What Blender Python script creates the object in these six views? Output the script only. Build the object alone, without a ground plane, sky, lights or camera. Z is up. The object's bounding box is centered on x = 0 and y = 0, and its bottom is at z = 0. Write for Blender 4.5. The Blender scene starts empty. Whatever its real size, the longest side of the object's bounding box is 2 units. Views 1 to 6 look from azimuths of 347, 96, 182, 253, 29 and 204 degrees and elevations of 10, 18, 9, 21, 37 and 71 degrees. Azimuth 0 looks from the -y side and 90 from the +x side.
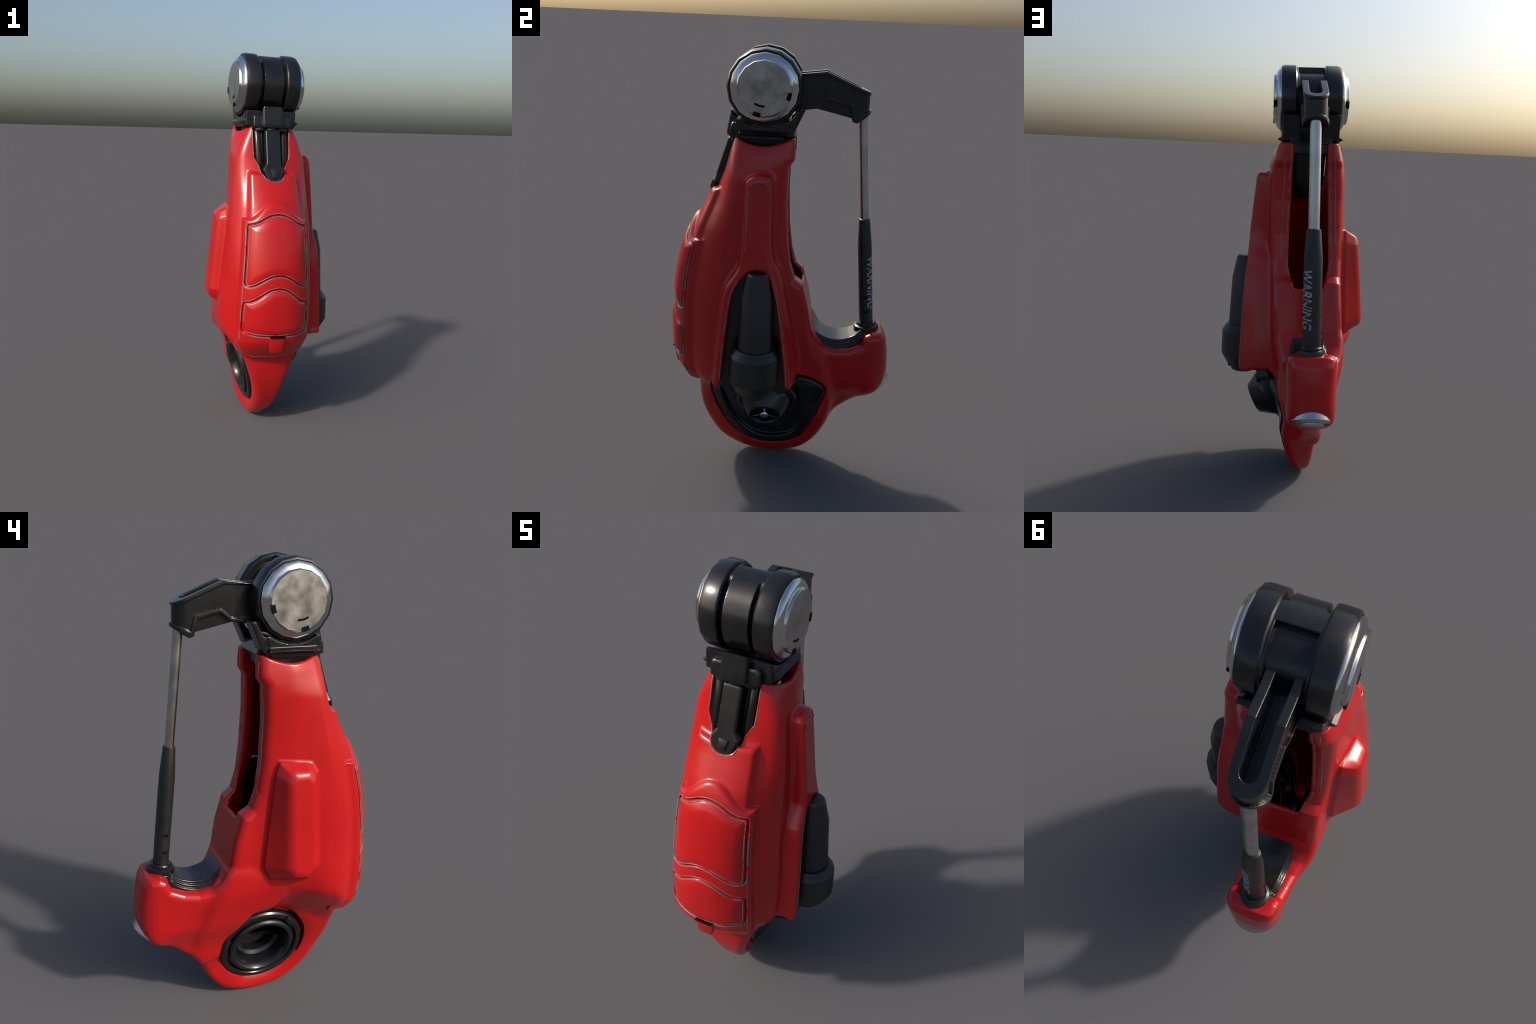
import bpy, bmesh, math
import numpy as np
from mathutils import Vector, Matrix
from mathutils.bvhtree import BVHTree

# ---------------------------------------------------------------------------
# A red armoured robot leg.  Everything is modelled in the leg's own frame
# (x across, mirror plane x = 0; y depth, -y is the shin; z up) and the root
# Empty then leans and turns it a little.
# ---------------------------------------------------------------------------
YAW, LEAN, SHIFT_X = math.radians(3.75), math.radians(1.5), -0.092

# ------------------------------------------------------------ field helpers
def smoothstep(a, b, x):
    t = np.clip((x - a) / (b - a), 0, 1)
    return t * t * (3 - 2 * t)

def smin(a, b, k):
    h = np.clip(.5 + .5 * (b - a) / k, 0, 1)
    return b + (a - b) * h - k * h * (1 - h)

def smax(a, b, k):
    return -smin(-a, -b, k)

def curve1d(pairs):
    """monotone-friendly smooth interpolation through (parameter, value) pairs"""
    p = sorted(pairs)
    xs = np.array([a for a, b in p], float); ys = np.array([b for a, b in p], float)
    xx = np.linspace(xs[0], xs[-1], 800)
    d = np.diff(ys) / np.diff(xs)
    m = np.empty_like(ys); m[0] = d[0]; m[-1] = d[-1]
    m[1:-1] = np.where(d[:-1] * d[1:] > 0, 2 * d[:-1] * d[1:] / np.where(d[:-1] + d[1:] == 0, 1, d[:-1] + d[1:]), 0)
    i = np.clip(np.searchsorted(xs, xx) - 1, 0, len(xs) - 2)
    h = xs[i + 1] - xs[i]; t = (xx - xs[i]) / h
    yy = ((2*t**3 - 3*t**2 + 1) * ys[i] + (t**3 - 2*t**2 + t) * h * m[i]
          + (-2*t**3 + 3*t**2) * ys[i + 1] + (t**3 - t**2) * h * m[i + 1])
    return lambda x: np.interp(x, xx, yy)

def rounded(points, steps=6, tension=.5):
    """closed Catmull-Rom through control points"""
    P = np.array(points, float); n = len(P); out = []
    for i in range(n):
        p0, p1, p2, p3 = P[i - 1], P[i], P[(i + 1) % n], P[(i + 2) % n]
        for s in range(steps):
            t = s / steps
            a = (p2 - p0) * tension; b = (p3 - p1) * tension
            out.append((2*t**3 - 3*t**2 + 1) * p1 + (t**3 - 2*t**2 + t) * a
                       + (-2*t**3 + 3*t**2) * p2 + (t**3 - t**2) * b)
    return np.array(out)

class Outline:
    """signed distance to a closed 2D outline, tabulated on a fine raster"""
    def __init__(self, points, margin=.16, step=.003):
        P = np.array(points, float)
        self.pts = P
        self.lo = P.min(0) - margin; hi = P.max(0) + margin; self.step = step
        n = np.ceil((hi - self.lo) / step).astype(int) + 2
        gx = self.lo[0] + np.arange(n[0]) * step; gy = self.lo[1] + np.arange(n[1]) * step
        X, Y = np.meshgrid(gx, gy, indexing='ij')
        best = np.full(X.shape, 1e9); inside = np.zeros(X.shape, bool)
        for a, b in zip(P, np.roll(P, -1, 0)):
            e = b - a; L = e @ e
            if L < 1e-14: continue
            t = np.clip(((X - a[0]) * e[0] + (Y - a[1]) * e[1]) / L, 0, 1)
            best = np.minimum(best, (X - a[0] - t * e[0])**2 + (Y - a[1] - t * e[1])**2)
            c = (a[1] > Y) != (b[1] > Y)
            if abs(e[1]) > 1e-12:
                inside ^= c & (X < e[0] * (Y - a[1]) / e[1] + a[0])
        d = np.sqrt(best); d[inside] *= -1
        self.d = d.astype(np.float32); self.n = n
    def __call__(self, u, v):
        fu = (u - self.lo[0]) / self.step; fv = (v - self.lo[1]) / self.step
        cu = np.clip(fu, 0, self.n[0] - 1.001); cv = np.clip(fv, 0, self.n[1] - 1.001)
        i = cu.astype(np.int32); j = cv.astype(np.int32); a = cu - i; b = cv - j
        d = self.d
        r = ((d[i, j] * (1 - b) + d[i, j + 1] * b) * (1 - a) + (d[i + 1, j] * (1 - b) + d[i + 1, j + 1] * b) * a)
        return r + np.hypot(fu - cu, fv - cv) * self.step

def mesh_field(f, lo, hi, h, block=8):
    """surface nets over a distance-like field, evaluated near its zero set only"""
    lo = np.array(lo, float); hi = np.array(hi, float)
    nb = np.ceil((hi - lo) / (h * block)).astype(int)
    n = nb * block + 1
    c = [lo[k] + (np.arange(nb[k]) + .5) * h * block for k in range(3)]
    C = np.stack(np.meshgrid(*c, indexing='ij'), -1).reshape(-1, 3)
    v = f(C[:, 0], C[:, 1], C[:, 2]).reshape(nb)
    near = np.abs(v) < h * block * 1.5
    g = np.repeat(np.repeat(np.repeat(v, block, 0), block, 1), block, 2)
    F = np.empty(n, np.float32); F[:-1, :-1, :-1] = g
    F[-1] = F[-2]; F[:, -1] = F[:, -2]; F[:, :, -1] = F[:, :, -2]
    m = np.zeros(n, bool)
    mb = np.repeat(np.repeat(np.repeat(near, block, 0), block, 1), block, 2)
    m[:-1, :-1, :-1] |= mb; m[1:, :-1, :-1] |= mb; m[:-1, 1:, :-1] |= mb; m[:-1, :-1, 1:] |= mb
    m[1:, 1:, :-1] |= mb; m[1:, :-1, 1:] |= mb; m[:-1, 1:, 1:] |= mb; m[1:, 1:, 1:] |= mb
    idx = np.argwhere(m)
    for s in range(0, len(idx), 400000):
        q = idx[s:s + 400000]; P = lo + q * h
        F[q[:, 0], q[:, 1], q[:, 2]] = f(P[:, 0], P[:, 1], P[:, 2])
    for a in range(3):                       # close the hull at the box walls
        sl = [slice(None)] * 3
        for e in (0, -1):
            sl[a] = e; F[tuple(sl)] = np.maximum(F[tuple(sl)], h * .5)
    S = F < 0
    cnt = np.zeros(n - 1, np.int8)
    for dx in (0, 1):
        for dy in (0, 1):
            for dz in (0, 1):
                cnt += S[dx:n[0]-1+dx, dy:n[1]-1+dy, dz:n[2]-1+dz]
    cells = np.argwhere((cnt > 0) & (cnt < 8))
    cid = np.full(n - 1, -1, np.int32); cid[cells[:, 0], cells[:, 1], cells[:, 2]] = np.arange(len(cells))
    acc = np.zeros((len(cells), 3)); num = np.zeros(len(cells))
    corners = [(a, b, c) for a in (0, 1) for b in (0, 1) for c in (0, 1)]
    for p in corners:
        for ax in range(3):
            if p[ax]: continue
            q = list(p); q[ax] = 1
            A = F[cells[:, 0]+p[0], cells[:, 1]+p[1], cells[:, 2]+p[2]]
            B = F[cells[:, 0]+q[0], cells[:, 1]+q[1], cells[:, 2]+q[2]]
            x = (A < 0) != (B < 0)
            t = np.where(x, A / np.where(A == B, 1, A - B), 0)
            pt = np.array(p, float)[None].repeat(len(cells), 0); pt[:, ax] = t
            acc[x] += pt[x]; num[x] += 1
    V = lo + (cells + acc / num[:, None]) * h
    for _ in range(2):                       # settle on the true surface
        e = h * .3
        d0 = f(V[:, 0], V[:, 1], V[:, 2])
        G = np.stack([f(V[:, 0]+e, V[:, 1], V[:, 2]) - f(V[:, 0]-e, V[:, 1], V[:, 2]),
                      f(V[:, 0], V[:, 1]+e, V[:, 2]) - f(V[:, 0], V[:, 1]-e, V[:, 2]),
                      f(V[:, 0], V[:, 1], V[:, 2]+e) - f(V[:, 0], V[:, 1], V[:, 2]-e)], 1) / (2 * e)
        st = -(d0 / np.maximum((G**2).sum(1), .2))[:, None] * G
        L = np.linalg.norm(st, axis=1, keepdims=True)
        V = V + st * np.minimum(1, h * .4 / np.maximum(L, 1e-9))
    quads = []
    for ax in range(3):
        b, c = (ax + 1) % 3, (ax + 2) % 3
        sl0 = [slice(0, n[k]) for k in range(3)]; sl1 = list(sl0)
        sl0[ax] = slice(0, n[ax]-1); sl1[ax] = slice(1, n[ax])
        A = S[tuple(sl0)]; B = S[tuple(sl1)]
        e = np.argwhere(A != B)
        e = e[(e[:, b] > 0) & (e[:, c] > 0) & (e[:, b] < n[b]-1) & (e[:, c] < n[c]-1)]
        flip = A[e[:, 0], e[:, 1], e[:, 2]]
        def at(db, dc):
            q = e.copy(); q[:, b] -= db; q[:, c] -= dc
            return cid[q[:, 0], q[:, 1], q[:, 2]]
        Q = np.stack([at(1, 1), at(0, 1), at(0, 0), at(1, 0)], 1)
        Q[~flip] = Q[~flip][:, ::-1]
        quads.append(Q)
    return V, np.concatenate(quads)

# ------------------------------------------------------------ object helpers
ROOT = bpy.data.objects.new("robot_leg", None)
bpy.context.scene.collection.objects.link(ROOT)
ROOT.empty_display_size = .2

def add(name, me, mat, parent=None, smooth=True, angle=None):
    ob = bpy.data.objects.new(name, me)
    bpy.context.scene.collection.objects.link(ob)
    ob.parent = parent or ROOT
    if mat and not me.materials: me.materials.append(mat)
    if smooth and len(me.polygons):
        me.polygons.foreach_set("use_smooth", [True] * len(me.polygons))
        if angle is not None:
            me.set_sharp_from_angle(angle=math.radians(angle))
    return ob

def mesh_from(name, V, Fc):
    me = bpy.data.meshes.new(name)
    me.from_pydata([tuple(v) for v in np.asarray(V, float)], [], [tuple(int(i) for i in f) for f in Fc])
    me.validate(); me.update()
    return me

def field_object(name, f, lo, hi, h, mat, parent=None, angle=None):
    V, Q = mesh_field(f, lo, hi, h)
    me = bpy.data.meshes.new(name)
    me.vertices.add(len(V)); me.vertices.foreach_set("co", V.astype(np.float32).ravel())
    me.loops.add(len(Q) * 4); me.loops.foreach_set("vertex_index", Q.astype(np.int32).ravel())
    me.polygons.add(len(Q)); me.polygons.foreach_set("loop_start", (np.arange(len(Q)) * 4).astype(np.int32))
    me.update(calc_edges=True); me.validate()
    return add(name, me, mat, parent, angle=angle)

def frame_to(axis, centre, up=(0, 0, 1)):
    """matrix whose local z runs along axis"""
    z = Vector(axis).normalized(); u = Vector(up)
    if abs(z.dot(u)) > .95: u = Vector((0, 1, 0))
    x = u.cross(z).normalized(); y = z.cross(x)
    M = Matrix((x, y, z)).transposed().to_4x4(); M.translation = Vector(centre)
    return M

def lathe(name, profile, mat, M, seg=48, squash=(1, 1), phase=0., parent=None, angle=35, closed=False):
    """profile: (radius, height) turned around local z; ends with radius 0 are closed to a point"""
    V = []; F = []
    n = len(profile)
    for r, z in profile:
        for k in range(seg):
            a = 2 * math.pi * (k / seg) + phase
            V.append(M @ Vector((max(r, 0) * math.cos(a) * squash[0], max(r, 0) * math.sin(a) * squash[1], z)))
    rng = range(n) if closed else range(n - 1)
    for i in rng:
        for k in range(seg):
            j = (i + 1) % n
            F.append((i*seg + k, i*seg + (k+1) % seg, j*seg + (k+1) % seg, j*seg + k))
    me = mesh_from(name, V, F)
    bm = bmesh.new(); bm.from_mesh(me)
    bmesh.ops.remove_doubles(bm, verts=bm.verts, dist=1e-6)
    bmesh.ops.recalc_face_normals(bm, faces=bm.faces)
    bm.to_mesh(me); bm.free()
    return add(name, me, mat, parent, angle=angle)

def box(name, size, M, mat, bevel=.0, parent=None, taper=None):
    bm = bmesh.new()
    bmesh.ops.create_cube(bm, size=1)
    for v in bm.verts:
        if taper and v.co.z < 0: v.co.x *= taper
        v.co.x *= size[0]; v.co.y *= size[1]; v.co.z *= size[2]
    if bevel: bmesh.ops.bevel(bm, geom=bm.edges, offset=bevel, segments=2, affect='EDGES', profile=.5)
    bm.transform(M)
    me = bpy.data.meshes.new(name); bm.to_mesh(me); bm.free()
    return add(name, me, mat, parent, angle=40)

def tube(paths, radius, ring=6):
    """one mesh of thin beads swept along polylines (lists of Vectors)"""
    V = []; F = []
    for P in paths:
        if len(P) < 2: continue
        base = len(V)
        for i, p in enumerate(P):
            t = (P[min(i+1, len(P)-1)] - P[max(i-1, 0)])
            if t.length < 1e-9: t = Vector((0, 0, 1))
            t.normalize()
            u = t.orthogonal().normalized(); w = t.cross(u)
            # keep rings aligned to a fixed reference to avoid twisting
            ref = Vector((.31, .77, .55)); u = (ref - t * ref.dot(t)).normalized(); w = t.cross(u)
            r = radius * (.25 if i in (0, len(P)-1) else 1)
            for k in range(ring):
                a = 2 * math.pi * k / ring
                V.append(p + (u * math.cos(a) + w * math.sin(a)) * r)
        for i in range(len(P) - 1):
            for k in range(ring):
                F.append((base+i*ring+k, base+i*ring+(k+1) % ring, base+(i+1)*ring+(k+1) % ring, base+(i+1)*ring+k))
        F.append(tuple(base + k for k in range(ring))[::-1])
        F.append(tuple(base + (len(P)-1)*ring + k for k in range(ring)))
    return V, F

# ------------------------------------------------------------ materials
def material(name, colour, rough, metal=0., vary=.12, scale=9., rough_vary=.08, bump=0., bump_scale=120., coat=0., spec=.5,
             second=None, second_scale=30., second_cut=(.55, .6)):
    m = bpy.data.materials.new(name); m.use_nodes = True
    N = m.node_tree.nodes; L = m.node_tree.links
    b = N["Principled BSDF"]
    b.inputs["Metallic"].default_value = metal
    b.inputs["Coat Weight"].default_value = coat
    b.inputs["Coat Roughness"].default_value = .12
    b.inputs["Specular IOR Level"].default_value = spec
    tc = N.new("ShaderNodeTexCoord")
    nz = N.new("ShaderNodeTexNoise"); nz.inputs["Scale"].default_value = scale; nz.inputs["Detail"].default_value = 5
    L.new(tc.outputs["Object"], nz.inputs["Vector"])
    ramp = N.new("ShaderNodeValToRGB")
    ramp.color_ramp.elements[0].position = .3; ramp.color_ramp.elements[1].position = .7
    ramp.color_ramp.elements[0].color = tuple(c * (1 - vary) for c in colour) + (1,)
    ramp.color_ramp.elements[1].color = tuple(min(1, c * (1 + vary)) for c in colour) + (1,)
    L.new(nz.outputs["Fac"], ramp.inputs["Fac"])
    col = ramp.outputs["Color"]
    if second:
        n2 = N.new("ShaderNodeTexNoise"); n2.inputs["Scale"].default_value = second_scale; n2.inputs["Detail"].default_value = 4
        L.new(tc.outputs["Object"], n2.inputs["Vector"])
        r2 = N.new("ShaderNodeValToRGB")
        r2.color_ramp.elements[0].position, r2.color_ramp.elements[1].position = second_cut
        L.new(n2.outputs["Fac"], r2.inputs["Fac"])
        mx = N.new("ShaderNodeMix"); mx.data_type = 'RGBA'
        L.new(r2.outputs["Color"], mx.inputs["Factor"]); L.new(col, mx.inputs["A"]); mx.inputs["B"].default_value = (*second, 1)
        col = mx.outputs["Result"]
    L.new(col, b.inputs["Base Color"])
    mr = N.new("ShaderNodeMapRange")
    mr.inputs["To Min"].default_value = rough - rough_vary; mr.inputs["To Max"].default_value = rough + rough_vary
    L.new(nz.outputs["Fac"], mr.inputs["Value"]); L.new(mr.outputs["Result"], b.inputs["Roughness"])
    if bump:
        n3 = N.new("ShaderNodeTexNoise"); n3.inputs["Scale"].default_value = bump_scale
        L.new(tc.outputs["Object"], n3.inputs["Vector"])
        bp = N.new("ShaderNodeBump"); bp.inputs["Strength"].default_value = bump; bp.inputs["Distance"].default_value = .002
        L.new(n3.outputs["Fac"], bp.inputs["Height"]); L.new(bp.outputs["Normal"], b.inputs["Normal"])
    return m

RED_COL = (.42, .0075, .008)
RED = material("red_paint", RED_COL, .24, vary=.05, scale=5, rough_vary=.06)
WORN = material("worn_paint_edge", RED_COL, .38, vary=.05, second=(.17, .15, .15), second_scale=22., second_cut=(.40, .50))
BLACK = material("black_plastic", (.009, .009, .010), .26, vary=.25, scale=14, rough_vary=.08)
MATT = material("charcoal_casing", (.013, .013, .014), .42, vary=.2, scale=20, bump=.08, bump_scale=260, rough_vary=.06)
DARK = material("dark_gap", (.004, .004, .0045), .6, spec=.1)
CHROME = material("polished_metal", (.60, .59, .58), .15, metal=1., vary=.08, scale=16, rough_vary=.06)
FACE = material("cloudy_metal_face", (.42, .41, .395), .34, metal=1., vary=.22, scale=20, rough_vary=.16)
STEEL = material("rod_steel", (.50, .50, .49), .3, metal=1., vary=.16, scale=12, rough_vary=.1)
PAINT = material("faded_lettering", (.30, .315, .34), .5, second=(.08, .083, .09), second_scale=60., second_cut=(.5, .62))

# ------------------------------------------------------------ the red shell
SHIN = curve1d([(.43, -.400), (.475, -.442), (.53, -.478), (.62, -.491), (.72, -.493), (.84, -.489), (.98, -.473), (1.10, -.446), (1.20, -.410),
                (1.27, -.377), (1.34, -.344), (1.43, -.310), (1.60, -.262), (1.78, -.23)])
KEEL_EDGE = [(.26, .34), (.235, .205), (.205, .135), (.165, .075), (.115, .028), (.05, .004), (-.03, -.006), (-.10, -.002), (-.17, .014),
             (-.232, .05), (-.294, .105), (-.350, .20), (-.382, .285), (-.394, .34), (-.402, .40)]
_k = np.arange(len(KEEL_EDGE)); _ky, _kz = (curve1d(list(zip(_k, [p[c] for p in KEEL_EDGE]))) for c in (0, 1))
KEEL_EDGE = [(float(_ky(t)), float(_kz(t))) for t in np.linspace(0, len(_k) - 1, 70)]
SIDE = Outline([(.014, 1.78), (.014, 1.53), (-.006, 1.50), (-.008, 1.35), (.002, 1.18), (.018, 1.06), (.042, .985), (.080, .955),
                (.114, .84), (.140, .70), (.20, .56)] + KEEL_EDGE + [(float(SHIN(z)), z) for z in np.linspace(.43, 1.78, 60)])
CURV = curve1d([(-.1, .0), (.2, .01), (.4, .045), (.55, .07), (.8, .08), (1.1, .085), (1.35, .065), (1.6, .04), (1.8, .04)])
KEEL_RIGHT = curve1d([(-.1, .04), (0, .06), (.1, .088), (.2, .108), (.3, .132), (.38, .16), (.45, .18), (.6, .18)])
KEEL_LEFT = curve1d([(-.1, .008), (0, .022), (.1, .030), (.2, .040), (.3, .058), (.4, .08), (.6, .09)])
FLANK_BACK = curve1d([(.3, .155), (.9, .155), (1.5, .158), (1.62, .142), (1.8, .12)])
FLANK_MID = curve1d([(.3, .188), (.9, .188), (1.2, .19), (1.45, .188), (1.55, .174), (1.62, .152), (1.8, .12)])
EXTRA_RIGHT = curve1d([(.3, .0), (.5, .016), (1.2, .018), (1.45, .012), (1.62, .008), (1.8, 0)])
EXTRA_LEFT = curve1d([(.3, 0), (.5, .0), (.66, .012), (.8, .008), (1.1, 0), (1.35, -.006), (1.62, -.006), (1.8, 0)])
FLANK_FRONT = curve1d([(.3, .046), (.5, .052), (.65, .055), (.85, .042), (1.1, .024), (1.3, .010), (1.45, -.004), (1.62, -.04), (1.8, -.05)])

def flank(Y, Z):
    b = FLANK_BACK(Z)
    return b + (FLANK_MID(Z) - b) * smoothstep(.05, -.15, Y) + FLANK_FRONT(Z) * smoothstep(-.10, -.29, Y)

def ledge(Y):
    """height where the overhanging shell gives way to the thin keel"""
    return .56 - .7 * (Y + .08)**2

def w_right(Y, Z):
    k = KEEL_RIGHT(Z)
    w = k + (flank(Y, Z) + EXTRA_RIGHT(Z) - k) * smoothstep(-.13, .03, Z - ledge(Y))
    return w - .035 * smoothstep(.05, .2, Y) * smoothstep(.85, .6, Z) * smoothstep(.24, .36, Z)

def w_left(Y, Z):
    k = KEEL_LEFT(Z) + .032 * smoothstep(-.12, -.38, Y) * smoothstep(.1, .45, Z)
    return k + (flank(Y, Z) + EXTRA_LEFT(Z) - k) * smoothstep(-.15, .08, Z - ledge(Y))

def bowed(X, Y, Z):
    return Y - CURV(Z) * (np.abs(X) / .19)**2.4 * smoothstep(-.08, -.32, Y)

def trunk(X, Y, Z):
    d = SIDE(bowed(X, Y, Z), Z)
    d = smax(d, (X - w_right(Y, Z)) * .9, .04)
    return smax(d, (-X - w_left(Y, Z)) * .9, .04)

FOOT_SIDE = Outline([(-.12, .60), (.06, .70), (.14, .70), (.165, .665), (.205, .632), (.26, .618), (.32, .626), (.372, .648),
                     (.392, .69), (.42, .705), (.47, .703), (.497, .668), (.52, .58), (.527, .50), (.508, .43), (.47, .39),
                     (.38, .338), (.30, .278), (.235, .225), (.16, .25), (.05, .33), (-.05, .40)])
_arc = [(.113 * math.sin(a), .414 + .116 * math.cos(a)) for a in np.linspace(math.pi / 2, -math.pi / 2, 17)]
FOOT_PLAN = Outline([(.13, -.1), (.125, .0), (.115, .21)] + _arc + [(-.145, .21), (-.165, .03), (-.165, -.1)])

def foot(X, Y, Z):
    low = smoothstep(.46, .30, Z) * smoothstep(.50, .36, Y)        # the under side draws in to meet the keel
    low = .055 * low + .028 * smoothstep(.64, .36, Z) * smoothstep(.44, .24, Y) * smoothstep(.02, -.08, X)
    return smax(FOOT_SIDE(Y, Z), FOOT_PLAN(X, Y) + low, .042)

# raised casing on the +x side, arched around the canister bay
PAD = Outline(rounded([(-.188, 1.40), (-.178, 1.458), (-.125, 1.478), (-.078, 1.462), (-.066, 1.40), (-.06, 1.14), (-.018, 1.03), (.03, .83), (.078, .575),
                       (.045, .508), (-.1, .50), (-.29, .505), (-.30, .56), (-.285, .77), (-.266, .96), (-.212, 1.06), (-.198, 1.13)], 5))
PAD_X = curve1d([(.4, .334), (.53, .330), (.8, .318), (1.1, .292), (1.3, .271), (1.47, .252), (1.6, .24)])
PAD_REAR = curve1d([(.4, .055), (.53, .045), (.735, .014), (.93, -.018), (1.05, -.055), (1.2, -.085), (1.5, -.09)])
ARCH = Outline(rounded([(-.125, 1.068), (-.178, 1.04), (-.226, .945), (-.248, .775), (-.262, .60), (-.262, .46), (-.1, .42), (.032, .46), (.024, .53), (-.004, .735),
                        (-.036, .927), (-.072, 1.042)], 5))
RECESS = Outline(rounded([(-.322, .45), (-.325, .39), (-.298, .285), (-.235, .165), (-.138, .083), (-.02, .064), (.098, .105), (.165, .22), (.216, .37),
                          (.215, .43), (.16, .475), (.08, .505), (-.1, .52), (-.28, .50)], 4))
FIN_BASE = Outline([(-.062, 1.195), (-.20, 1.188), (-.23, 1.145), (-.256, .70), (-.205, .645), (-.032, .672), (-.004, .735), (-.046, 1.14)])
FIN_TOP = Outline([(-.11, 1.15), (-.165, 1.15), (-.188, 1.12), (-.212, .745), (-.17, .70), (-.10, .712), (-.078, .75), (-.096, 1.12)])
FIN_X = curve1d([(.6, .292), (.75, .286), (1.15, .256), (1.3, .245)])
NOTCH = Outline([(-.10, 1.8), (-.095, 1.50), (-.092, 1.455), (-.068, 1.415), (-.058, 1.38), (-.042, 1.355), (-.02, 1.343), (.02, 1.343), (.042, 1.355),
                 (.058, 1.38), (.068, 1.415), (.092, 1.455), (.095, 1.50), (.10, 1.8)])
SLOT_W = curve1d([(.85, .06), (.92, .068), (1.04, .096), (1.15, .094), (1.35, .088), (1.62, .08), (1.9, .08)])

def arch_line(z_mid, z_side, half):
    """a brow line: a broad dome at the middle easing into short level feet at the sides"""
    xs = np.linspace(-half, half, 49)
    t = np.clip(np.abs(xs) / (half * .88), 0, 1)**1.25
    return [(x, z_mid - (z_mid - z_side) * (q * q * (3 - 2 * q))) for x, q in zip(xs, t)]

def dense(pts, closed=False, step=.006):
    P = [np.array(p, float) for p in pts]
    if closed: P.append(P[0])
    out = [P[0]]
    for a, b in zip(P, P[1:]):
        n = max(1, int(np.linalg.norm(b - a) / step))
        out += [a + (b - a) * (i + 1) / n for i in range(n)]
    return out

def offset(o, by):
    """the outline moved outwards by a distance"""
    P = np.array(dense(list(o.pts), True)); e = .002
    for _ in range(4):
        g = np.stack([o(P[:, 0] + e, P[:, 1]) - o(P[:, 0] - e, P[:, 1]), o(P[:, 0], P[:, 1] + e) - o(P[:, 0], P[:, 1] - e)], 1)
        g /= np.maximum(np.linalg.norm(g, axis=1, keepdims=True), 1e-6)
        P = P - g * (o(P[:, 0], P[:, 1]) - by)[:, None]
    for _ in range(3): P = (np.roll(P, 1, 0) + 2 * P + np.roll(P, -1, 0)) / 4
    return [tuple(p) for p in P]

def soft(points, r):
    """outline with its corners rounded"""
    o = Outline(offset(Outline(points), -r)); o.d -= r
    return o

def panel_half(z):
    return np.interp(z, [.50, .57, .8, 1.15], [.188, .19, .184, .166])

_top = arch_line(1.245, 1.152, .166)
PANEL_PTS = _top + [(.176, .95), (.186, .75), (.19, .58), (.188, .50), (.165, .452), (.115, .425), (.0, .418),
                    (-.115, .425), (-.165, .452), (-.188, .50), (-.19, .58), (-.186, .75), (-.176, .95)]
PANEL = Outline(PANEL_PTS)
PLATE_A = soft(arch_line(1.180, 1.128, .155) + [(.158, 1.05), (.166, .90)] + arch_line(.874, .812, .168)[::-1] + [(-.166, .90), (-.158, 1.05)], .016)
PLATE_B = soft(arch_line(.812, .738, .172) + [(.174, .66)] + [(.174, .575), (.1, .562), (0, .558), (-.1, .562), (-.174, .575)] + [(-.174, .66)], .016)
BIB_W = curve1d([(1.0, .16), (1.2, .138), (1.37, .126), (1.5, .12)])
RING_C = np.array((-.052, -.048, .264)); _ta = math.radians(13)
RING_A = np.array((-math.cos(_ta), 0, -math.sin(_ta)))
HUB = np.array((0, -.127, 1.831))

def front_shift(X, Y, Z, h):
    return SIDE(bowed(X, Y + h, Z), Z)

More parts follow.
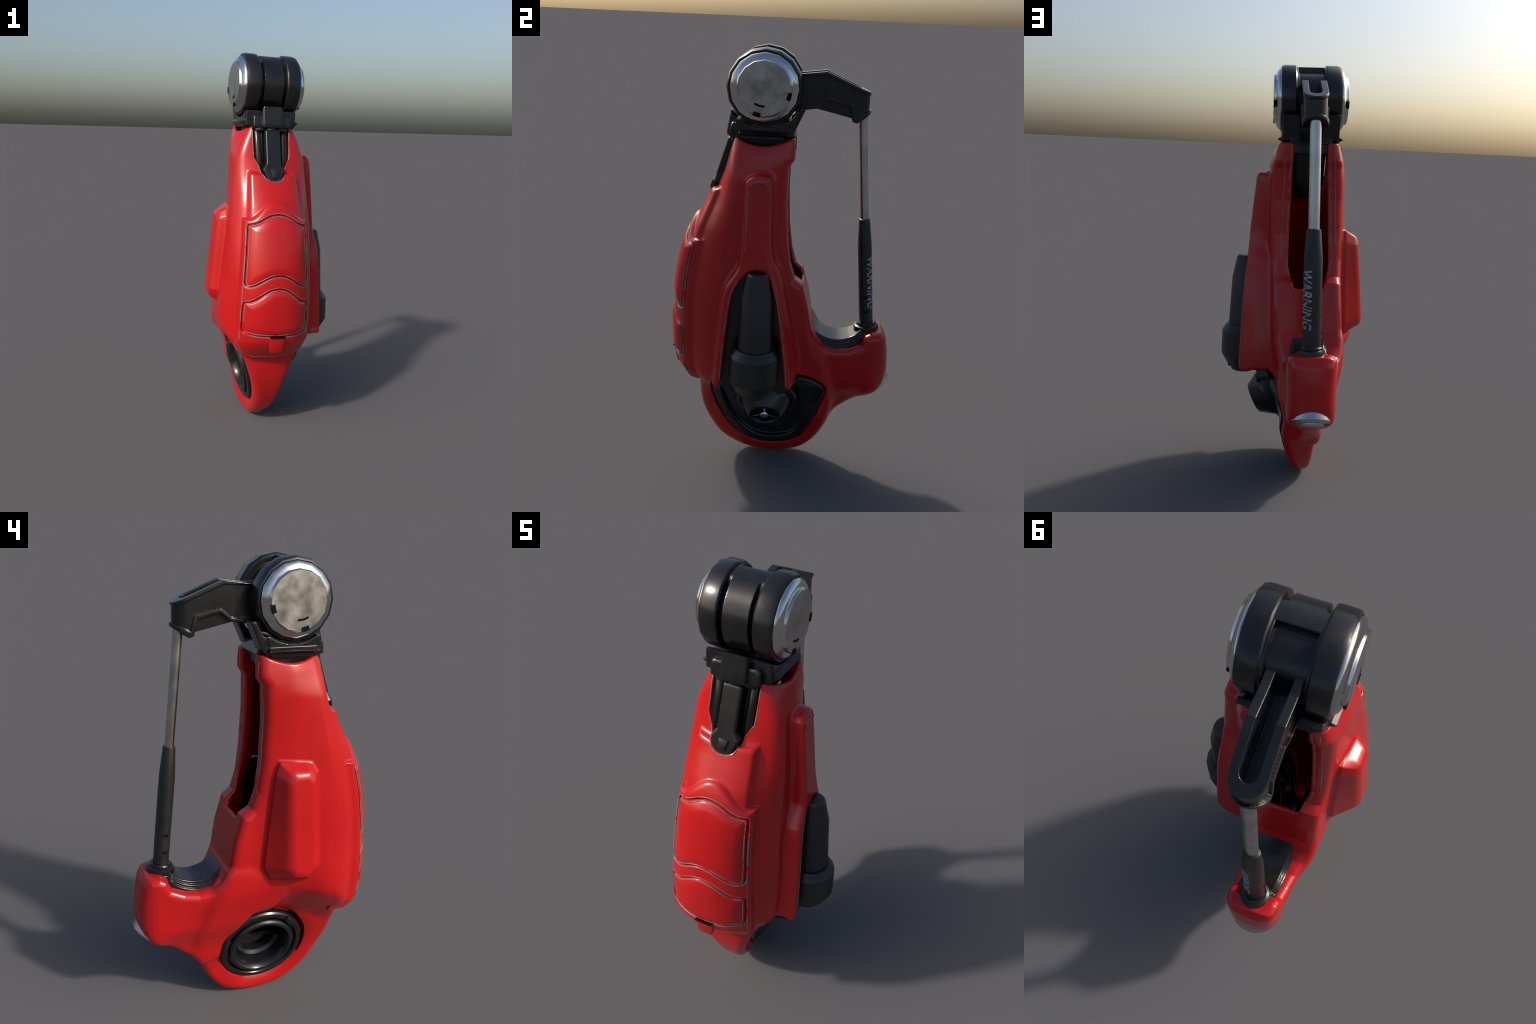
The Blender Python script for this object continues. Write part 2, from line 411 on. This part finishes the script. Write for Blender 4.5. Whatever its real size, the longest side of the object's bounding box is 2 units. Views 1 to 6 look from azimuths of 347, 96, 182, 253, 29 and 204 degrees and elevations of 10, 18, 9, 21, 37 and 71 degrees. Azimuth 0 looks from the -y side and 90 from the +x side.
def shell(X, Y, Z):
    t = trunk(X, Y, Z)
    body = smin(t, foot(X, Y, Z), .045)
    # shin relief: bib under the notch, then the big lid
    d = smax(smax(np.abs(X) - BIB_W(Z), front_shift(X, Y, Z, .024), .018), np.maximum(Z - 1.378 - .25 * (Y + .33), 1.0 - Z), .012)
    body = smin(body, np.maximum(d, Y + .2), .012)
    d = smax(PANEL(X, Z), front_shift(X, Y, Z, .040), .022)
    skin = -(front_shift(X, Y, Z, 0) + .045)                   # the lid is a slab, not a block
    body = smin(body, np.maximum(np.maximum(d, skin), Y + .25), .006)
    for o in (PLATE_A, PLATE_B):             # pockets that the two plates sit in
        body = smax(body, -np.maximum(np.maximum(o(X, Z) - .001, -front_shift(X, Y, Z, .028)), Y + .25), .009)
    # casing and fin
    d = smax(smax(PAD(Y, Z), X - PAD_X(Z), .022), (Y - PAD_REAR(Z) - .45 * (PAD_X(Z) - X)) * .9, .012)
    body = smin(body, np.maximum(d, .1 - X), .024)
    k = np.clip((-X - .19) / .085, 0, 1.15)
    d = FIN_BASE(Y, Z) * (1 - k) + FIN_TOP(Y, Z) * k
    body = smin(body, np.maximum(smax(d, -X - FIN_X(Z), .026), X + .1), .012)
    # hollow
    ws = SLOT_W(Z)
    cav = np.maximum(t + .018, .18 - Z)
    cav = np.minimum(cav, np.maximum(np.maximum(PAD(Y, Z) + .022, X - PAD_X(Z) + .022), np.maximum(.08 - X, .95 - Z)))
    cav = np.maximum(cav, Y - PAD_REAR(Z) + .03 - .45 * (PAD_X(Z) - X))
    body = smax(body, -cav, .006)
    slot = smax(smax(np.abs(X) - ws, .928 - Z, .012), -(Y + .12), .01)
    body = smax(body, -slot, .010)
    body = smax(body, -np.maximum(NOTCH(X, Z), Y + .12), .008)
    # top rim scooped around the hub
    rim = np.maximum(Z - 1.622, .242 - np.hypot(Y - HUB[1], Z - HUB[2]))
    body = smax(body, rim, .01)
    # canister bay, keel recess, ring well, pad seat
    body = smax(body, -np.maximum(ARCH(Y, Z), .135 - X), .010)
    body = smax(body, -np.maximum(RECESS(Y, Z), w_right(Y, Z) - .05 - X), .010)
    px, py, pz = X - RING_C[0], Y - RING_C[1], Z - RING_C[2]
    s = px * RING_A[0] + pz * RING_A[2]
    r = np.sqrt(np.maximum(px**2 + py**2 + pz**2 - s**2, 1e-12))
    sweep = np.maximum((r - .204 - 1.1 * np.maximum(s, 0) + .7 * np.maximum(Y - .02, 0)) * .67, -s - .004)
    body = smax(body, -sweep, .03)
    body = smax(body, -np.maximum(np.maximum(r - .198, -(s + .06)), s - .03), .008)
    body = np.maximum(body, -np.maximum(r - .122, -(s + .13)))
    return body

body = field_object("body_shell", shell, (-.33, -.56, -.03), (.34, .56, 1.66), .0042, RED)

# ------------------------------------------------------------ shin plates
def plate(o):
    return lambda X, Y, Z: smax(smax(o(X, Z) + .004, front_shift(X, Y, Z, .0415 + .006 * smoothstep(.0, -.045, o(X, Z))), .018), np.maximum(-front_shift(X, Y, Z, .016), Y + .25), .002)
for o in (PLATE_A, PLATE_B):
    P = o.pts
    field_object("armor_plate", plate(o), (-.22, -.60, P[:, 1].min() - .03), (.22, -.25, P[:, 1].max() + .03), .0035, RED, body)

# ------------------------------------------------------------ worn edges: thin beads laid on the painted surface
bpy.context.view_layer.update()
def bvh_of(objs):
    V = []; F = []
    for o in objs:
        b = len(V)
        V += [v.co.copy() for v in o.data.vertices]
        F += [tuple(b + i for i in p.vertices) for p in o.data.polygons]
    return BVHTree.FromPolygons(V, F)
BV = bvh_of([body] + [c for c in body.children])

def drape(pts, axis, closed=False, sink=.001):
    """drop a 2D line on the shell: axis 'front' (x,z), 'right'/'left' (y,z), 'back' (x,z), 'top' (x,y)"""
    paths = [[]]; last = None
    for p in dense(pts, closed):
        if axis == 'front': o, d = Vector((p[0], -1, p[1])), Vector((0, 1, 0))
        elif axis == 'back': o, d = Vector((p[0], 1, p[1])), Vector((0, -1, 0))
        elif axis == 'right': o, d = Vector((1, p[0], p[1])), Vector((-1, 0, 0))
        elif axis == 'top': o, d = Vector((p[0], p[1], 1.2)), Vector((0, 0, -1))
        else: o, d = Vector((-1, p[0], p[1])), Vector((1, 0, 0))
        hit, nrm, _, _ = BV.ray_cast(o, d)
        if hit is None or (last is not None and (hit - last).length > .035):
            if paths[-1]: paths.append([])
            last = hit
            if hit is None: continue
        paths[-1].append(hit - nrm * sink * .6); last = hit
    return [q for q in paths if len(q) > 2]

def on_front(pts, h, closed=True):
    """lay a line on the bowed shin surface raised by h"""
    P = np.array(dense(pts, closed)); lo = np.full(len(P), -.62); hi = np.full(len(P), -.22)
    for _ in range(30):
        mid = (lo + hi) / 2
        out = front_shift(P[:, 0], mid, P[:, 1], h) > 0
        lo = np.where(out, mid, lo); hi = np.where(out, hi, mid)
    return [[Vector((x, y, z)) for (x, z), y in zip(P, hi)]]

lines = []
for o in (PLATE_A, PLATE_B):
    lines += on_front(offset(o, -.0095), .0390) + on_front(offset(o, .0050), .0378)
lines += [[p for p in on_front(offset(PANEL, -.010), .0365)[0] if p.z < 1.13]]
lines += drape([(-.1, 1.60), (-.098, 1.46), (-.075, 1.415), (-.064, 1.378), (-.045, 1.348), (0, 1.336), (.045, 1.348), (.064, 1.378), (.075, 1.415), (.098, 1.46), (.1, 1.60)], 'front')
# canister bay rim and casing tongue
lines += drape([(-.205, 1.02), (-.234, .955), (-.248, .86), (-.257, .775), (-.265, .68), (-.27, .60), (-.272, .52)], 'right')
lines += drape([(-.056, 1.02), (-.028, .935), (-.008, .83), (.008, .735), (.022, .63), (.034, .53)], 'right')
lines += drape([(-.176, 1.15), (-.174, 1.42), (-.16, 1.448), (-.125, 1.456), (-.095, 1.446), (-.082, 1.42)], 'right')
# slot rims and keel
for s in (1, -1):
    lines += drape([(s * (SLOT_W(z) + .012), z) for z in np.linspace(.99, 1.60, 40)], 'back')
    lines += drape([(s * (SLOT_W(z) + .038), z) for z in np.linspace(1.05, 1.60, 40)], 'back')
V, F = tube(lines, .0030)
ob = add("worn_edge", mesh_from("worn_edge", V, F), WORN, body); ob["kind"] = "stuff"

# latch on the lid
lf = lambda x, z: BV.ray_cast(Vector((x, -1, z)), Vector((0, 1, 0)))[0].y
lm = frame_to((0, .12, 1), (.008, lf(0, .50) + .004, .505), (0, -1, 0))
box("latch", (.085, .03, .085), Matrix.Translation((.004, lf(0, .51) - .000, .515)) @ Matrix.Rotation(.16, 4, 'X'), RED, .005, body, taper=.72)
box("latch_slit", (.076, .016, .010), Matrix.Translation((.004, lf(0, .55) - .006, .560)), DARK, .001, body)

# ------------------------------------------------------------ canister bay
def liner(X, Y, Z):
    bay = smax(np.maximum(ARCH(Y, Z) - .006, .185 - X), X - .245, .006)
    slope = X - w_right(Y, Z)
    basin = np.maximum(np.maximum(RECESS(Y, Z) + .003, -(slope + .045)), slope + .016)
    rimband = smax(smax(RECESS(Y, Z) + .006, -(RECESS(Y, Z) + .052), .01), np.maximum(slope - .008, -(slope + .06)), .016)
    rimband = np.maximum(rimband, Z - .485)
    corner = smax(np.maximum(RECESS(Y, Z) + .006, .10 - Y - .10 * (Z - .3)), np.maximum(slope - .006, -(slope + .06)), .014)
    px, py, pz = X - .256, Y + .064, Z - .328          # open throat behind the nozzle
    c, q = math.cos(math.radians(26)), math.sin(math.radians(26))
    throat = np.sqrt(np.maximum(px**2 + py**2 + pz**2 - (px * c - pz * q)**2, 1e-12)) - .105
    return np.maximum(smin(np.minimum(bay, basin), smin(rimband, corner, .01), .012), -throat)
bay = field_object("bay_liner", liner, (.01, -.36, .05), (.24, .26, 1.11), .004, BLACK)

can_top, can_bot = Vector((.300, -.117, 1.062)), Vector((.315, -.118, .478))
ax = (can_bot - can_top).normalized(); CL = (can_bot - can_top).length
MC = frame_to(ax, can_top, (1, 0, 0))
can = lathe("canister", [(.060, .09), (.0685, .108), (.080, CL - .215), (.081, CL - .2)], MATT, MC, 16, angle=24)
lathe("canister_nose", [(0, 0), (.040, .0), (.047, .008), (.0675, .105), (.060, .12)], MATT, MC, 16, parent=can, angle=24)
lathe("canister_collar", [(.08, CL - .232), (.088, CL - .232), (.111, CL - .196), (.1125, CL - .075), (.082, CL - .022), (.07, CL - .018), (0, CL - .018)], MATT, MC, 16, parent=can, angle=24)
lathe("canister_outlet", [(.062, CL - .03), (.062, CL + .004), (.056, CL + .010), (.046, CL + .010), (.042, CL - .006), (0, CL - .006)], MATT, MC, 16, parent=can, angle=24)
box("canister_tab", (.036, .03, .03), MC @ Matrix.Translation((.03, .06, CL - .03)), MATT, .004, can)

# exhaust nozzle
NA = Vector((math.cos(math.radians(26)), 0, -math.sin(math.radians(26))))
NC = Vector((.256, -.064, .328))
MN = frame_to(NA, NC, (0, 1, 0))
noz = lathe("nozzle", [(.124, -.14), (.119, -.072), (.112, -.060), (.078, -.004), (.073, 0), (.068, 0), (.064, -.006), (.06, -.05), (0, -.05)], BLACK, MN, 32)
lathe("nozzle_seat", [(.10, -.14), (.142, -.125), (.150, -.098), (.142, -.085), (.126, -.083), (.122, -.10), (.10, -.11)], BLACK, MN, 40, parent=noz)
lathe("nozzle_boss", [(0, .004), (.016, .003), (.021, -.003), (.022, -.03), (0, -.03)], CHROME, MN, 24, parent=noz)
for k in range(3):
    a = math.radians(120 * k)
    M = MN @ Matrix.Rotation(a + math.pi, 4, 'Z') @ Matrix.Translation((.042, 0, -.014))
    box("nozzle_spoke", (.046, .007, .008), M, CHROME, .0015, noz)

# ------------------------------------------------------------ ring well on the -x side
MR = frame_to(RING_A, RING_C)
ring = lathe("socket_ring", [(.196, -.04), (.197, .004), (.190, .012), (.172, .013), (.166, .006), (.164, -.004), (.156, -.004), (.155, .014), (.147, .022), (.135, .022), (.124, .008), (.120, -.02), (.118, -.075)], BLACK, MR, 48)
def arc_bar(name, section, a0, a1, M, mat, parent, n=18):
    """a bar with the given (radius, height) section swept round part of a circle"""
    V = []; F = []; m = len(section)
    for i in range(n + 1):
        t = math.radians(a0 + (a1 - a0) * i / n)
        V += [M @ Vector((r * math.cos(t), r * math.sin(t), z)) for r, z in section]
    for i in range(n):
        F += [(i*m + j, i*m + (j+1) % m, (i+1)*m + (j+1) % m, (i+1)*m + j) for j in range(m)]
    F += [tuple(range(m)), tuple(n*m + j for j in range(m))[::-1]]
    me = mesh_from(name, V, F)
    bm = bmesh.new(); bm.from_mesh(me); bmesh.ops.recalc_face_normals(bm, faces=bm.faces); bm.to_mesh(me); bm.free()
    return add(name, me, mat, parent, angle=30)
arc_bar("socket_crescent", [(.120, -.085), (.120, -.048), (.104, -.040), (.090, -.052), (.086, -.085)], 185, 355, MR, BLACK, ring)
box("socket_crossbar", (.215, .016, .03), MR @ Matrix.Rotation(-.12, 4, 'Z') @ Matrix.Translation((0, -.012, -.09)), BLACK, .004, ring)
for k, (a, w) in enumerate(((35, 40), (175, 36))):
    arc_bar("socket_clip", ((.169, .004), (.169, .021), (.189, .021), (.195, .013), (.195, .0)), a - w / 2, a + w / 2, MR, BLACK, ring, 14)

# ------------------------------------------------------------ foot: seat pad, grommet, sole button
STRUT_A, STRUT_B = Vector((0, .300, 1.735)), Vector((0, .404, .66))
SADDLE = curve1d([(.08, .775), (.144, .710), (.18, .680), (.22, .661), (.26, .655), (.31, .665), (.345, .683), (.38, .712), (.5, .712)])
PAD_PLAN = Outline([(.078, .09), (.078, .15), (.064, .365), (.045, .385), (-.045, .385), (-.064, .365), (-.078, .15), (-.078, .09)])
def seat(X, Y, Z):
    d = None
    for grow, drop in ((0, 0), (.010, .014), (.018, .029)):
        plan = PAD_PLAN(X, Y) - grow
        plan = smin(plan, np.hypot(X, Y - .402) - .056 - grow, .008)
        top = Z - (SADDLE(Y) - drop)
        e = smax(plan, top * .85, .007)
        d = e if d is None else np.minimum(d, e)
    return np.maximum(d, .57 - Z)
pad = field_object("seat_pad", seat, (-.12, .09, .55), (.12, .50, .73), .0032, BLACK)
sx = frame_to(STRUT_B - STRUT_A, STRUT_A, (0, 1, 0))   # local z runs down the strut; local x across
SL = (STRUT_B - STRUT_A).length

MD = frame_to((0, .5, -.866), (0, .445, .404))
lathe("sole_button", [(.095, -.03), (.095, .002), (.088, .010), (.066, .014), (.064, .020), (.058, .023), (0, .023)], STEEL, MD, 24)

# ------------------------------------------------------------ strut
rod = lathe("strut_rod", [(.0225, -.03), (.0225, .52)], STEEL, sx, 20, squash=(1.12, .86))
t0 = (1.735 - 1.248) / (1.735 - .66) * SL
sleeve = lathe("strut_sleeve", [(.0, t0 - .001), (.025, t0 - .001), (.028, t0 + .001), (.029, t0 + .006), (.0365, t0 + .115), (.0372, t0 + .14), (.0372, SL)], MATT, sx, 24, squash=(1.12, .88))
lathe("strut_grommet", [(.034, SL - .075), (.044, SL - .075), (.048, SL - .070), (.048, SL - .062), (.058, SL - .058), (.060, SL - .050), (.060, SL - .03), (.034, SL - .03)], BLACK, sx, 28)
for x in (1, -1):
    for zz in (.872, .795):
        s = (1.735 - zz) / (1.735 - .66) * SL
        a = math.radians(28)
        M = sx @ Matrix.Translation((0, 0, s)) @ Matrix.Rotation(math.atan2(-.9, .35 * 0 + x * 1.2) if 0 else 0, 4, 'Z')
        box("sleeve_slot", (.010, .020, .011), M @ Matrix.Translation((x * .0385, -.004, 0)), DARK, .001, sleeve)

# lettering wrapped on the sleeve
tc = bpy.data.curves.new("lettering", 'FONT'); tc.body = "WARNING"; tc.size = .064; tc.shear = .25; tc.align_x = 'CENTER'; tc.align_y = 'CENTER'
tc.extrude = .0006; tc.offset = .0012; tc.space_character = 1.02
to = bpy.data.objects.new("lettering_source", tc); bpy.context.scene.collection.objects.link(to)
bpy.context.view_layer.update()
tm = bpy.data.meshes.new_from_object(to.evaluated_get(bpy.context.evaluated_depsgraph_get()))
bpy.data.objects.remove(to)
bm = bmesh.new(); bm.from_mesh(tm)
bmesh.ops.subdivide_edges(bm, edges=[e for e in bm.edges if e.calc_length() > .008], cuts=3)
bmesh.ops.triangulate(bm, faces=bm.faces)
wid = max(v.co.x for v in bm.verts) - min(v.co.x for v in bm.verts)
s_mid = (1.735 - .945) / (1.735 - .66) * SL
down, across = sx.to_3x3() @ Vector((0, 0, 1)), Vector((1, 0, 0))
back = across.cross(down); back = back if back.y > 0 else -back
for v in bm.verts:
    along = v.co.x * .262 / wid; up = v.co.y; lift = v.co.z
    a = math.radians(48) - up / .037          # angle from +y towards +x; letter tops turn towards -x
    c = sx @ Vector((0, 0, s_mid + along))
    v.co = c + across * (math.sin(a) * (.0372 * 1.12 + .0006 + lift)) + back * (math.cos(a) * (.0372 * .88 + .0006 + lift))
bm.to_mesh(tm); bm.free()
tm.materials.clear()
add("lettering", tm, PAINT, sleeve, smooth=False)

# ------------------------------------------------------------ arm from the hub to the strut
ARM = Outline([(-.12, 1.90), (.03, 1.893), (.134, 1.906), (.325, 1.826), (.328, 1.80), (.333, 1.752), (.262, 1.716), (.246, 1.777), (.148, 1.80), (.107, 1.765), (.03, 1.745), (-.12, 1.74)])
CORE = Outline([(-.12, 1.86), (.03, 1.86), (.134, 1.86), (.30, 1.78), (.30, 1.735), (.26, 1.716), (.10, 1.752), (-.12, 1.745)])
ARM_LOW = Outline([(.148, 1.807), (.104, 1.772), (.0, 1.752), (.0, 1.738), (.108, 1.756), (.148, 1.79), (.238, 1.768), (.254, 1.704), (.274, 1.698), (.342, 1.742), (.342, 1.758), (.266, 1.723), (.252, 1.784)])
ARM_TOP = Outline([(-.12, 1.905), (.03, 1.898), (.134, 1.911), (.331, 1.828), (.329, 1.814), (.134, 1.894), (-.12, 1.888)])
arm_plan = lambda X, Y, r: np.hypot(X, np.maximum(Y - (.333 - .058), 0)) - r
def arm_f(X, Y, Z):
    Z = Z + .010
    d = smax(ARM(Y, Z), arm_plan(X, Y, .052), .004)
    d = np.minimum(d, smax(ARM_LOW(Y, Z), arm_plan(X, Y, .060), .004))
    d = np.minimum(d, smax(ARM_TOP(Y, Z), arm_plan(X, Y, .057), .003))
    core = np.maximum(CORE(Y, Z), arm_plan(X, Y, .046))
    d = np.minimum(d, core)
    hole = np.maximum(np.hypot(X, np.maximum(Y - .266, 0)) - .027, np.maximum(1.770 - .2 * (Y - .1) - Z, -.02 - Y))
    return smax(d, -hole, .004)
arm = field_object("arm", arm_f, (-.07, -.06, 1.68), (.07, .36, 1.93), .0028, BLACK, angle=60)

# ------------------------------------------------------------ hub
SEG = 16
MH = {s: frame_to((s, 0, 0), HUB) for s in (1, -1)}
def drum_f(X, Y, Z):
    r = np.hypot(Y - HUB[1], Z - HUB[2]); a = np.mod(np.arctan2(Z - HUB[2], Y - HUB[1]), 2 * math.pi)   # 0 = back, 90 deg = up
    groove = .024 * smoothstep(.050, .056, np.abs(X)) * smoothstep(1.95, 2.3, a) * smoothstep(4.6, 4.2, a)
    d = r - (.1525 - groove)
    cut = np.maximum(np.maximum(np.abs(X) - .062, .126 - r), np.maximum(-(Y - HUB[1] - .01), -(Z - HUB[2] + .13)))
    d = smax(d, -cut, .003)
    return np.maximum(d, np.abs(X) - .08)
drum = field_object("hub_drum", drum_f, (-.085, -.30, 1.66), (.085, .05, 2.01), .0032, BLACK, angle=50)
for s in (1, -1):
    wh = lathe("hub_wheel", [(.12, .068), (.158, .070), (.163, .076), (.163, .128), (.157, .142), (.150, .144), (.148, .139), (.12, .139)], BLACK, MH[s], SEG, angle=22.8, phase=0)
    cap = lathe("hub_cap", [(.10, .13), (.1475, .137), (.1475, .1475), (.144, .153), (.135, .160), (.126, .1645), (.1205, .166), (.1175, .169), (.1165, .176), (.114, .178)], CHROME, MH[s], SEG, parent=wh, angle=60)
    fc = lathe("hub_face", [(.114, .178), (.07, .1782), (.0, .1782)], FACE, MH[s], SEG, parent=wh, angle=60)
    # dark slots: two rim notches and a curved slot
    def patch(r0, r1, a0, a1, n):
        V = []; F = []
        for i in range(n + 1):
            a = math.radians(a0 + (a1 - a0) * i / n)
            for r in (r0, r1):
                for z in (.172, .1795):
                    V.append((s * z, HUB[1] + r * math.cos(a), HUB[2] + r * math.sin(a)))
        for i in range(n):
            for q in ((0, 1, 3, 2),):
                F += [(i*4, i*4+1, i*4+5, i*4+4), (i*4+1, i*4+3, i*4+7, i*4+5), (i*4+3, i*4+2, i*4+6, i*4+7), (i*4+2, i*4, i*4+4, i*4+6)]
        F += [(0, 1, 3, 2), (n*4, n*4+1, n*4+3, n*4+2)]
        me = mesh_from("cap_slot", V, F)
        bm = bmesh.new(); bm.from_mesh(me); bmesh.ops.recalc_face_normals(bm, faces=bm.faces); bm.to_mesh(me); bm.free()
        add("cap_slot", me, DARK, wh, smooth=False)
    patch(.100, .1185, -96, -113, 3); patch(.100, .1185, -23, -6, 3); patch(.067, .0755, -122, -86, 6)

# ------------------------------------------------------------ yoke under the hub and the mechanism in the notch
YOKE_SIDE = Outline([(-.245, 1.70), (-.195, 1.655), (-.127, 1.637), (-.052, 1.66), (.0, 1.70), (.03, 1.755), (.052, 1.75), (.0, 1.632), (-.02, 1.618), (-.245, 1.618)])
YOKE_FRONT = Outline([(-.276, 1.722), (-.25, 1.70), (-.18, 1.66), (-.10, 1.65), (-.02, 1.66), (.0, 1.618), (-.1, 1.60), (-.25, 1.598), (-.292, 1.612), (-.292, 1.632)])
def yoke_f(X, Y, Z):
    ax_ = np.abs(X)
    side = smax(YOKE_SIDE(Y, Z), smax(.055 - ax_, ax_ - .135, .006), .006)
    wing = smax(smax(np.abs(Y + .125) - .105, np.abs(Z - 1.638) - .02 + .6 * np.abs(ax_ - .125), .004), np.maximum(ax_ - .16, .10 - ax_), .003)
    blk = smax(YOKE_FRONT(Y, Z), ax_ - .056, .016)
    lower = smax(YOKE_FRONT(Y - .016, Z), smax(ax_ - .102, Z - 1.676, .02), .012)
    neck = smax(np.maximum(np.abs(Z - 1.596) - .03, ax_ - .115), np.maximum(np.abs(Y + .125) - .115, -1), .01)
    cradle = smax(smax(np.maximum(np.abs(Y + .125) - .092 - .3 * (Z - 1.62), np.maximum(1.61 - Z, Z - 1.695)), ax_ - .138, .006), .169 - np.hypot(Y - HUB[1], Z - HUB[2]), .003)
    side = np.minimum(side, cradle)
    return np.minimum(np.minimum(side, wing), np.minimum(np.minimum(blk, lower), neck))
yoke = field_object("yoke", yoke_f, (-.175, -.31, 1.555), (.175, .07, 1.77), .0032, BLACK, angle=50)

def slide_f(X, Y, Z):
    yc = -.286 - .31 * (1.60 - Z)          # face of the slide follows the shin line
    w = np.interp(Z, [1.30, 1.335, 1.40, 1.43, 1.60, 1.7], [.022, .032, .060, .040, .040, .040])
    d = smax(np.abs(X) - w, np.maximum(yc - Y, Y - yc - .08), .012)
    return smax(d, np.maximum(Z - 1.60, 1.335 - Z), .008)
slide = field_object("slide_block", slide_f, (-.075, -.41, 1.31), (.075, -.19, 1.62), .003, BLACK, yoke)
box("slide_button", (.044, .012, .045), Matrix.Translation((0, -.357, 1.378)) @ Matrix.Rotation(-.31, 4, 'X'), MATT, .004, slide, taper=.5)
for s in (1, -1):
    a, b = Vector((s * .072, -.232, 1.61)), Vector((s * .066, -.292, 1.40))
    lathe("piston", [(0, 0), (.018, 0), (.021, .006), (.021, .2), (.012, .215), (0, .215)], BLACK, frame_to(b - a, a), 16, parent=yoke)
    a, b = Vector((s * .05, -.238, 1.61)), Vector((s * .05, -.296, 1.40))
    lathe("piston_rod", [(0, 0), (.008, 0), (.008, .2), (0, .2)], BLACK, frame_to(b - a, a), 12, parent=yoke)
box("notch_backing", (.20, .016, .29), Matrix.Translation((0, -.245, 1.475)) @ Matrix.Rotation(-.30, 4, 'X'), BLACK, .004, yoke, taper=.6)
for s in (1, 0, -1):
    lathe("neck_bellow", [(0, -.012), (.022, -.012), (.028, -.006), (.028, .006), (.022, .012), (0, .012)], BLACK, frame_to((0, .2, 1), (s * .058, -.252 - (.012 if s == 0 else 0), 1.602)), 20, squash=(1.1, .8), parent=yoke)

# ------------------------------------------------------------ stand it up
ROOT.rotation_euler = (0, LEAN, YAW)
ROOT.location = (SHIFT_X, 0, 0)
bpy.context.view_layer.update()
low = min((o.matrix_world @ v.co).z for o in bpy.data.objects if o.type == 'MESH' for v in o.data.vertices)
ROOT.location.z -= low
ROOT["label"] = "red armoured robot leg with black hinge and strut"
ROOT["category"] = "robot part"
